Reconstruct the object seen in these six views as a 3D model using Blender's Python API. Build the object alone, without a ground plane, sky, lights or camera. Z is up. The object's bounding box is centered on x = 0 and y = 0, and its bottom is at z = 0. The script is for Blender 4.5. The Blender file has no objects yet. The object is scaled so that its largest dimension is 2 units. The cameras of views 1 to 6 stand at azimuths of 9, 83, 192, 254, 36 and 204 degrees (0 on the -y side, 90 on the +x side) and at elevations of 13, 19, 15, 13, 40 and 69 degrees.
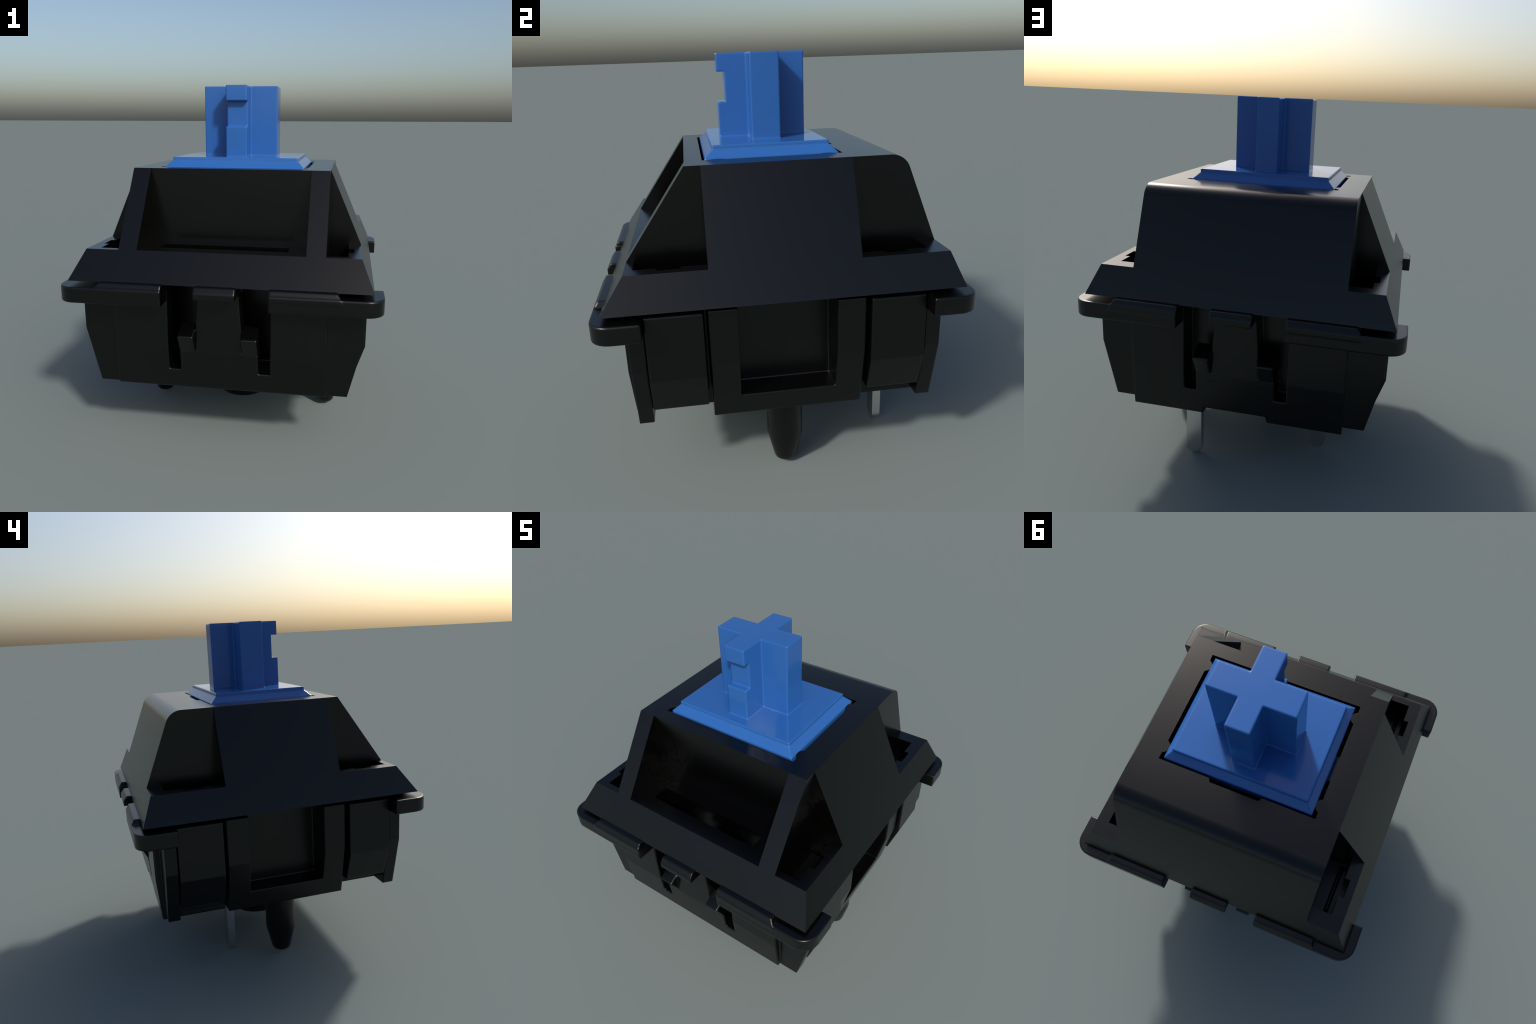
"""Mechanical key switch: two-piece black housing, blue cross stem, metal pins.

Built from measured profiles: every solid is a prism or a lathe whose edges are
rounded, so the script reads as a list of parts with their sizes in metres.
"""
import bpy, bmesh, math
from mathutils import Vector, Matrix

COLL = bpy.context.scene.collection

# ------------------------------------------------------------------ materials
def plastic(name, colour, rough, mottling=0.10, soft_edge=0.0, ior=1.46):
    """Moulded plastic: near-uniform colour, faint mottling, softly rolled edges."""
    m = bpy.data.materials.new(name)
    m.use_nodes = True
    nt = m.node_tree
    bsdf = nt.nodes["Principled BSDF"]
    tc = nt.nodes.new("ShaderNodeTexCoord")
    noise = nt.nodes.new("ShaderNodeTexNoise")
    noise.inputs["Scale"].default_value = 3.0
    noise.inputs["Detail"].default_value = 3.0
    nt.links.new(tc.outputs["Object"], noise.inputs["Vector"])
    ramp = nt.nodes.new("ShaderNodeValToRGB")
    lo = [c * (1.0 - mottling) for c in colour]
    hi = [c * (1.0 + mottling) for c in colour]
    ramp.color_ramp.elements[0].position = 0.3
    ramp.color_ramp.elements[1].position = 0.7
    ramp.color_ramp.elements[0].color = (*lo, 1)
    ramp.color_ramp.elements[1].color = (*hi, 1)
    nt.links.new(noise.outputs["Fac"], ramp.inputs["Fac"])
    nt.links.new(ramp.outputs["Color"], bsdf.inputs["Base Color"])
    rr = nt.nodes.new("ShaderNodeMapRange")
    rr.inputs["To Min"].default_value = rough * 0.95
    rr.inputs["To Max"].default_value = rough * 1.05
    nt.links.new(noise.outputs["Fac"], rr.inputs["Value"])
    nt.links.new(rr.outputs["Result"], bsdf.inputs["Roughness"])
    bsdf.inputs["IOR"].default_value = ior
    if soft_edge:
        # moulded edges: the shading normal rolls over each corner
        bev = nt.nodes.new("ShaderNodeBevel")
        bev.samples = 8
        bev.inputs["Radius"].default_value = soft_edge
        nt.links.new(bev.outputs["Normal"], bsdf.inputs["Normal"])
    return m

def metal(name, colour, rough):
    m = plastic(name, colour, rough, 0.05)
    m.node_tree.nodes["Principled BSDF"].inputs["Metallic"].default_value = 1.0
    return m

MAT_UPPER = plastic("black_housing_plastic", (0.0006, 0.0006, 0.0006), 0.245)
MAT_LOWER = plastic("black_base_plastic", (0.0006, 0.0006, 0.0006), 0.30, soft_edge=0.013)
MAT_STEM = plastic("blue_stem_plastic", (0.0225, 0.105, 0.345), 0.12, 0.02, soft_edge=0.013)
MAT_PIN = metal("tinned_contact_metal", (0.66, 0.665, 0.665), 0.22)

# ------------------------------------------------------------------ mesh tools
AX = {"x": 0, "y": 1, "z": 2}

def prism(poly, axis, lo, hi):
    """Extrude a 2D outline along an axis; the outline lives in the other two axes."""
    bm = bmesh.new()
    a = AX[axis]
    b, c = [i for i in range(3) if i != a]
    def co(p, h):
        v = [0, 0, 0]; v[a] = h; v[b] = p[0]; v[c] = p[1]
        return v
    low = [bm.verts.new(co(p, lo)) for p in poly]
    top = [bm.verts.new(co(p, hi)) for p in poly]
    n = len(poly)
    bm.faces.new(low); bm.faces.new(top)
    for i in range(n):
        j = (i + 1) % n
        bm.faces.new((low[i], low[j], top[j], top[i]))
    bmesh.ops.recalc_face_normals(bm, faces=bm.faces)
    return bm

def box(x0, x1, y0, y1, z0, z1):
    return prism([(x0, y0), (x1, y0), (x1, y1), (x0, y1)], "z", z0, z1)

def lathe(profile, cx, cy, seg=40):
    """Revolve (radius, z) pairs about a vertical axis, capped at both ends."""
    bm = bmesh.new()
    rings = []
    for r, z in profile:
        rings.append([bm.verts.new((cx + r * math.cos(2 * math.pi * k / seg),
                                    cy + r * math.sin(2 * math.pi * k / seg), z)) for k in range(seg)])
    for p, q in zip(rings, rings[1:]):
        for k in range(seg):
            j = (k + 1) % seg
            bm.faces.new((p[k], p[j], q[j], q[k]))
    bm.faces.new(rings[0]); bm.faces.new(rings[-1])
    bmesh.ops.recalc_face_normals(bm, faces=bm.faces)
    return bm

def cut_at(bm, axis, *values):
    n = [0, 0, 0]; n[AX[axis]] = 1
    for v in values:
        p = [0, 0, 0]; p[AX[axis]] = v
        geom = bm.verts[:] + bm.edges[:] + bm.faces[:]
        bmesh.ops.bisect_plane(bm, geom=geom, plane_co=p, plane_no=n, dist=1e-6)
    return bm

def remap(bm, fn):
    for v in bm.verts:
        v.co = Vector(fn(*v.co))
    bm.normal_update()
    bmesh.ops.recalc_face_normals(bm, faces=bm.faces)
    return bm

def mirrored(bm, sx=1, sy=1):
    m = bm.copy()
    for v in m.verts:
        v.co = (v.co.x * sx, v.co.y * sy, v.co.z)
    if sx * sy < 0:
        bmesh.ops.reverse_faces(m, faces=m.faces)
    m.normal_update()
    return m

def to_mesh(bm, name="solid"):
    me = bpy.data.meshes.new(name)
    bm.to_mesh(me)
    return me

def boolean(base, cutters, op="DIFFERENCE"):
    """Exact boolean of a bmesh with a list of bmeshes."""
    ob = bpy.data.objects.new("boolean_base", to_mesh(base))
    COLL.objects.link(ob)
    tools = []
    for c in cutters:
        t = bpy.data.objects.new("boolean_tool", to_mesh(c))
        COLL.objects.link(t)
        tools.append(t)
        md = ob.modifiers.new("b", "BOOLEAN")
        md.operation = op
        md.solver = "EXACT"
        md.object = t
    dg = bpy.context.evaluated_depsgraph_get()
    me = bpy.data.meshes.new_from_object(ob.evaluated_get(dg))
    out = bmesh.new()
    out.from_mesh(me)
    for o in [ob] + tools:
        bpy.data.objects.remove(o)
    bmesh.ops.remove_doubles(out, verts=out.verts, dist=1e-5)
    bmesh.ops.dissolve_limit(out, angle_limit=math.radians(0.5), verts=out.verts, edges=out.edges)
    bmesh.ops.recalc_face_normals(out, faces=out.faces)
    return out

def round_edges(bm, width, min_angle=35, segments=3, kinks=()):
    """Round every edge sharper than min_angle, hollow corners included; keep creases at the kink heights crisp."""
    es = [e for e in bm.edges if len(e.link_faces) == 2 and e.calc_face_angle(0) > math.radians(min_angle)]
    bmesh.ops.bevel(bm, geom=es, offset=width, offset_type="OFFSET", segments=segments,
                    profile=0.5, affect="EDGES", clamp_overlap=True)
    bm.normal_update()
    for e in bm.edges:
        if any(all(abs(v.co.z - k) < 0.003 for v in e.verts) for k in kinks):
            e.smooth = False
    return bm

def build(name, solids, material, parent, rounded=True, smooth_angle=30):
    """Join solids into one named mesh with crisp kinks and rounded-edge shading."""
    bm = bmesh.new()
    for s in solids:
        me = to_mesh(s)
        bm.from_mesh(me)
        bpy.data.meshes.remove(me)
        s.free()
    for f in bm.faces:
        f.smooth = True
    for e in bm.edges:
        if len(e.link_faces) == 2:
            a = math.degrees(e.calc_face_angle(0))
            if rounded:
                e.smooth = e.smooth and a < 60
            else:
                e.smooth = a < smooth_angle
    me = to_mesh(bm, name)
    bm.free()
    me.materials.append(material)
    ob = bpy.data.objects.new(name, me)
    COLL.objects.link(ob)
    if rounded:
        md = ob.modifiers.new("w", "WEIGHTED_NORMAL")
        md.keep_sharp = True
        dg = bpy.context.evaluated_depsgraph_get()
        nm = bpy.data.meshes.new_from_object(ob.evaluated_get(dg))
        ob.modifiers.clear()
        ob.data = nm
        bpy.data.meshes.remove(me)
        nm.name = name
    ob.parent = parent
    return ob

def lerp_x(z, pts):
    """Piecewise-linear profile value at height z from (z, value) pairs."""
    if z <= pts[0][0]:
        return pts[0][1]
    for (z0, v0), (z1, v1) in zip(pts, pts[1:]):
        if z <= z1:
            return v0 + (v1 - v0) * (z - z0) / (z1 - z0)
    return pts[-1][1]

# ------------------------------------------------------------------ the thing
switch = bpy.data.objects.new("key_switch", None)
COLL.objects.link(switch)
switch["label"] = "mechanical keyboard switch, black plastic housing with blue cross stem"
switch["category"] = "keyboard switch"

# ------------------------------------------------------------------ upper housing
Z_SKIRT, Z_FLOOR, Z_TOP = 0.983, 1.135, 1.545

def side_x(z):
    return 0.793 - (z - Z_SKIRT) * (0.793 - 0.548) / (Z_TOP - Z_SKIRT)

def back_profile(segments=14):
    """Back edge: slope, then a fillet of radius 0.094 into the flat top."""
    slope = math.atan2(0.795 - 0.578, Z_TOP - Z_SKIRT)      # lean from vertical
    turn = math.pi / 2 - slope
    r = 0.094
    t = r * math.tan(turn / 2)
    cy, cz = 0.578 - t, Z_TOP - r
    return [(cy + r * math.sin(turn * k / segments), cz + r * math.cos(turn * k / segments))
            for k in range(segments + 1)]

hood = [(-0.796, Z_SKIRT), (-0.406, Z_TOP)] + back_profile() + [(0.795, Z_SKIRT)]
shell = prism(hood, "x", -1, 1)
remap(shell, lambda x, y, z: (math.copysign(side_x(z), x), y, z))

cutters = []
for sx in (-1, 1):
    for sy in (-1, 1):
        # open corner beside each sloped pillar, with a keyed slot through its floor
        corner = box(0.548, 1.2, 0.335, 1.2, Z_FLOOR, 1.7)
        cutters.append(mirrored(corner, sx, sy))
        slot = prism([(0.5485, 0.3355), (0.659, 0.3355), (0.659, 0.450), (0.687, 0.450),
                      (0.687, 0.553), (0.659, 0.553), (0.659, 0.655), (0.5485, 0.655)], "z", 0.9, 1.2)
        cutters.append(mirrored(slot, sx, sy))
cutters.append(box(-0.448, 0.448, -1.2, -0.4045, Z_FLOOR + 0.001, 1.7))      # front light window
cutters.append(box(-0.345, 0.345, -0.600, -0.504, 0.9, 1.2))                # slot in window floor
cutters.append(box(-0.500, 0.500, -0.455, 0.60, 0.9, 1.085))                # hollow under the floor
cutters.append(box(-0.500, 0.500, -0.388, 0.335, 0.9, 1.485))                # hollow for the stem

def stem_opening():
    """Rectangular opening with four half-round bumps and a notch at the back."""
    w, d, r, c = 0.421, 0.324, 0.036, 0.431
    half = math.asin(0.034 / 0.036)
    def bump(sx, cy, order):
        pts = []
        for k in range(9):
            a = -half + 2 * half * k / 8
            pts.append((sx * (c - r * math.cos(a)), cy + order * r * math.sin(a)))
        return pts
    right = [(w, -d)] + bump(1, -0.253, 1) + bump(1, 0.253, 1) + [(w, d)]
    back = [(0.142, d), (0.130, 0.344), (-0.130, 0.344), (-0.142, d)]
    left = [(-w, d)] + bump(-1, 0.253, -1) + bump(-1, -0.253, -1) + [(-w, -d)]
    return prism(right + back + left, "z", 1.4, 1.7)

cutters.append(stem_opening())
shell = boolean(shell, cutters)
slot_wall = box(-0.40, 0.40, -0.465, -0.43, 0.90, 1.11)      # channel wall below the window slot
upper = build("upper_housing", [shell, slot_wall], MAT_UPPER, switch, rounded=False)

# ------------------------------------------------------------------ lower housing
Z_BASE, Z_RIM = 0.389, 0.961
RIB_X = [(Z_BASE, 0.679), (0.693, 0.755), (0.95, 0.757)]
RIB_Y = [(Z_BASE, 0.697), (0.95, 0.698)]
FACE_Y = [(0.355, 0.713), (0.60, 0.736), (0.95, 0.738)]
FRAME_X = [(Z_BASE, 0.678), (0.690, 0.745), (0.955, 0.748)]
PANEL_X = [(0.470, 0.704), (0.648, 0.764), (0.94, 0.766)]
EDGE = 0.004

base_solids = []

# front and back faces: plate with two open slots leaving a springy tongue
def face_plate(inner, feet):
    bottom = [(0.569, Z_BASE)]
    if feet:
        bottom = [(0.165, Z_BASE), (0.175, 0.355), (0.569, 0.355)]
    right = bottom + [(0.569, 0.95), (0.275, 0.95), (0.274, 0.495), (0.211, 0.495), (0.211, 0.607),
                      (0.127, 0.612), (0.123, 0.73), (0.108, 0.93)]
    outline = right + [(-x, z) for x, z in reversed(right)]
    bm = prism(outline, "y", inner, 0.7)
    cut_at(bm, "z", 0.60)
    remap(bm, lambda x, y, z: (x, lerp_x(z, FACE_Y) if y > 0.69 else y, z))
    return round_edges(bm, 0.005, kinks=(0.60,))

base_solids.append(mirrored(face_plate(0.652, False), 1, -1))
base_solids.append(face_plate(0.618, True))

for sy in (-1, 1):
    for sx in (-1, 1):
        # corner rib closing the face at either side
        rib = prism([(0.50, Z_BASE), (0.679, Z_BASE), (0.755, 0.693), (0.757, 0.93), (0.50, 0.93)],
                    "y", 0.629, 0.7)
        remap(rib, lambda x, y, z: (x, lerp_x(z, RIB_Y) if y > 0.69 else y, z))
        base_solids.append(mirrored(round_edges(rib, EDGE * 0.7, kinks=(0.693,)), sx, sy))
        # side panel set between rib and frame
        panel = box(0.56, 0.70, 0.373, 0.6235, 0.470, 0.964)
        cut_at(panel, "z", 0.648, 0.950)
        remap(panel, lambda x, y, z: ((lerp_x(z, PANEL_X) - (0.018 if z > 0.96 else 0)) if x > 0.6 else x, y, z))
        base_solids.append(mirrored(round_edges(panel, EDGE * 0.6, kinks=(0.648,)), sx, sy))
# side frames with a deep recess
for sx in (-1, 1):
    block = box(0.50, 0.70, -0.351, 0.351, Z_BASE, 0.955)
    cut_at(block, "z", 0.690)
    remap(block, lambda x, y, z: (lerp_x(z, FRAME_X) if x > 0.6 else x, y, z))
    window = box(0.5675, 1.0, -0.222, 0.222, 0.500, 1.2)
    block = boolean(block, [window])
    base_solids.append(mirrored(round_edges(block, EDGE, kinks=(0.690,)), sx, 1))

# core with an open well
core = box(-0.566, 0.566, -0.66, 0.617, Z_BASE + 0.002, 0.97)
well = box(-0.48, 0.48, -0.655, 0.57, 0.46, 1.2)
slots = [box(sx * 0.195 - 0.079, sx * 0.195 + 0.079, y0, y1, 0.4945, 1.2)
         for sx in (-1, 1) for y0, y1 in ((-0.8, -0.6),)]
base_solids.append(boolean(core, [well] + slots))
base_solids.append(box(-0.47, 0.47, -0.658, -0.573, 0.44, 0.494))     # sill behind the front slots
for sx in (-1, 1):                                  # thick feet under the back half
    foot = box(0.176, 0.5675, 0.345, 0.70, 0.3555, 0.45)
    base_solids.append(mirrored(round_edges(foot, EDGE * 0.5), sx, 1))
# hub that guides the slider, back cross wall, and ledges under the corner slots
base_solids.append(lathe([(0.235, 0.45), (0.235, 0.90)], 0, 0, 32))
base_solids.append(box(-0.49, 0.49, -0.458, -0.42, 0.45, 0.97))
base_solids.append(box(-0.49, 0.49, 0.49, 0.57, 0.45, 0.99))
for sx in (-1, 1):
    for sy in (-1, 1):
        base_solids.append(mirrored(box(0.505, 0.614, 0.34, 0.66, 0.60, 0.98), sx, sy))
        base_solids.append(mirrored(box(0.632, 0.70, 0.375, 0.655, 0.60, 0.982), sx, sy))

lower = build("lower_housing", base_solids, MAT_LOWER, switch)

# rim: four rounded corner flanges with a raised lip towards the middle
def corner_flange():
    R, W = 0.090, 0.8440
    arc = [(W - R + R * math.sin(math.pi / 2 * k / 6), W - R + R * math.cos(math.pi / 2 * k / 6)) for k in range(7)]
    outline = [(0.277, 0.700), (0.277, W)] + arc + [(W, 0.629), (0.735, 0.629), (0.735, 0.700)]
    bm = prism(outline, "z", 0.877, Z_RIM)
    round_edges(bm, 0.006, 28)
    # raised lip: outward chamfer, flat crest, slanted outer end
    lip = prism([(0.745, 0.93), (0.8438, 0.93), (0.8438, 0.957), (0.824, 0.987), (0.745, 0.987)], "x", 0.2775, 0.637)
    remap(lip, lambda x, y, z: (x - (0.024 if x > 0.6 and z > 0.98 else 0), y, z))
    return bm, round_edges(lip, 0.004, 20)

for sx in (-1, 1):
    for sy in (-1, 1):
        build("corner_flange", [mirrored(part, sx, sy) for part in corner_flange()], MAT_LOWER, lower)

# spring clips: tongue head plus two hooked wedges beside it
for sy in (-1, 1):
    head = prism([(0.60, 0.922), (0.8435, 0.925), (0.8435, Z_RIM - 0.002), (0.822, 0.9865), (0.745, 0.9865), (0.740, 0.962), (0.60, 0.962)], "x", -0.107, 0.107)
    build("clip_tab", [mirrored(round_edges(head, 0.004, 20), 1, sy)], MAT_LOWER, lower)
    for sx in (-1, 1):
        hook = prism([(0.690, 0.56), (0.718, 0.56), (0.737, 0.605), (0.788, 0.702), (0.690, 0.752)], "x", 0.1265, 0.211)
        web = prism([(0.692, 0.56), (0.733, 0.56), (0.733, 0.724), (0.692, 0.745)], "x", 0.105, 0.15)
        build("clip_hook", [mirrored(round_edges(hook, 0.006), sx, sy), mirrored(web, sx, sy)], MAT_LOWER, lower)

# posts under the base
centre = lathe([(0.21, 0.45), (0.21, 0.19), (0.152, 0.085), (0.145, 0.073), (0.132, 0.067)], 0, 0, 48)
build("centre_post", [centre], MAT_LOWER, lower, rounded=False)
for sx in (-1, 1):
    post = lathe([(0.088, 0.45), (0.0895, 0.175), (0.059, 0.045), (0.054, 0.030), (0.044, 0.021), (0.030, 0.019)], 0.541 * sx, 0, 36)
    build("side_post", [post], MAT_LOWER, lower, rounded=False)

# ------------------------------------------------------------------ contact pins
def pin(cx, cy):
    w, t = 0.044, 0.024
    tip = [(w * math.cos(a) ** 0.8, 0.048 - 0.048 * math.sin(a)) for a in [math.pi / 2 * k / 6 for k in range(7)]]
    outline = [(w, 0.46)] + tip + [(-x, z) for x, z in reversed(tip[:-1])] + [(-w, 0.46)]
    bm = prism([(cx + x, z) for x, z in outline], "y", cy - t, cy + t)
    def pinch(x, y, z):
        k = max(0.0, 1 - z / 0.05)
        return (x, cy + (y - cy) * (1 - 0.35 * k), z)
    remap(bm, pinch)
    return round_edges(bm, 0.003, 50)

for cx, cy in ((0.276, 0.555), (-0.398, 0.288)):
    build("contact_pin", [pin(cx, cy)], MAT_PIN, switch)

# ------------------------------------------------------------------ stem
AX_W, AX_T = 0.217, 0.0695        # left-right arm: half length, half thickness
AY_W, AY_T = 0.216, 0.0600        # front-back arm

platform = bmesh.new()
rings = []
for hx, hy, z in ((0.398, 0.311, 1.47), (0.398, 0.311, 1.545), (0.360, 0.2735, 1.582), (0.360, 0.2735, 1.600)):
    rings.append([platform.verts.new((sx * hx, sy * hy, z)) for sx, sy in ((-1, -1), (1, -1), (1, 1), (-1, 1))])
platform.faces.new(rings[0]); platform.faces.new(rings[-1])
for p, q in zip(rings, rings[1:]):
    for k in range(4):
        platform.faces.new((p[k], p[(k + 1) % 4], q[(k + 1) % 4], q[k]))
bmesh.ops.recalc_face_normals(platform, faces=platform.faces)

cross = prism([(AY_T, -AY_W), (AY_T, -AX_T), (AX_W, -AX_T), (AX_W, AX_T), (AY_T, AX_T), (AY_T, AY_W),
               (-AY_T, AY_W), (-AY_T, AX_T), (-AX_W, AX_T), (-AX_W, -AX_T), (-AY_T, -AX_T), (-AY_T, -AY_W)],
              "z", 1.55, 2.0)
notch = box(-0.2, 0.2, -0.5, -0.178, 1.772, 1.914)
cross = boolean(cross, [notch])
body = boolean(platform, [cross], "UNION")
round_edges(body, 0.003, 50, 2, kinks=(1.582, 1.545))
stem = build("stem", [body], MAT_STEM, switch)
# slider below the opening with its guide rails
slider = round_edges(box(-0.375, 0.375, -0.295, 0.295, 0.98, 1.48), 0.006)
rails = [round_edges(box(0.30 * s if s > 0 else -0.445, 0.445 if s > 0 else -0.30, -0.075, 0.075, 1.0, 1.42), 0.006) for s in (-1, 1)]
build("slider", [slider] + rails, MAT_STEM, stem)
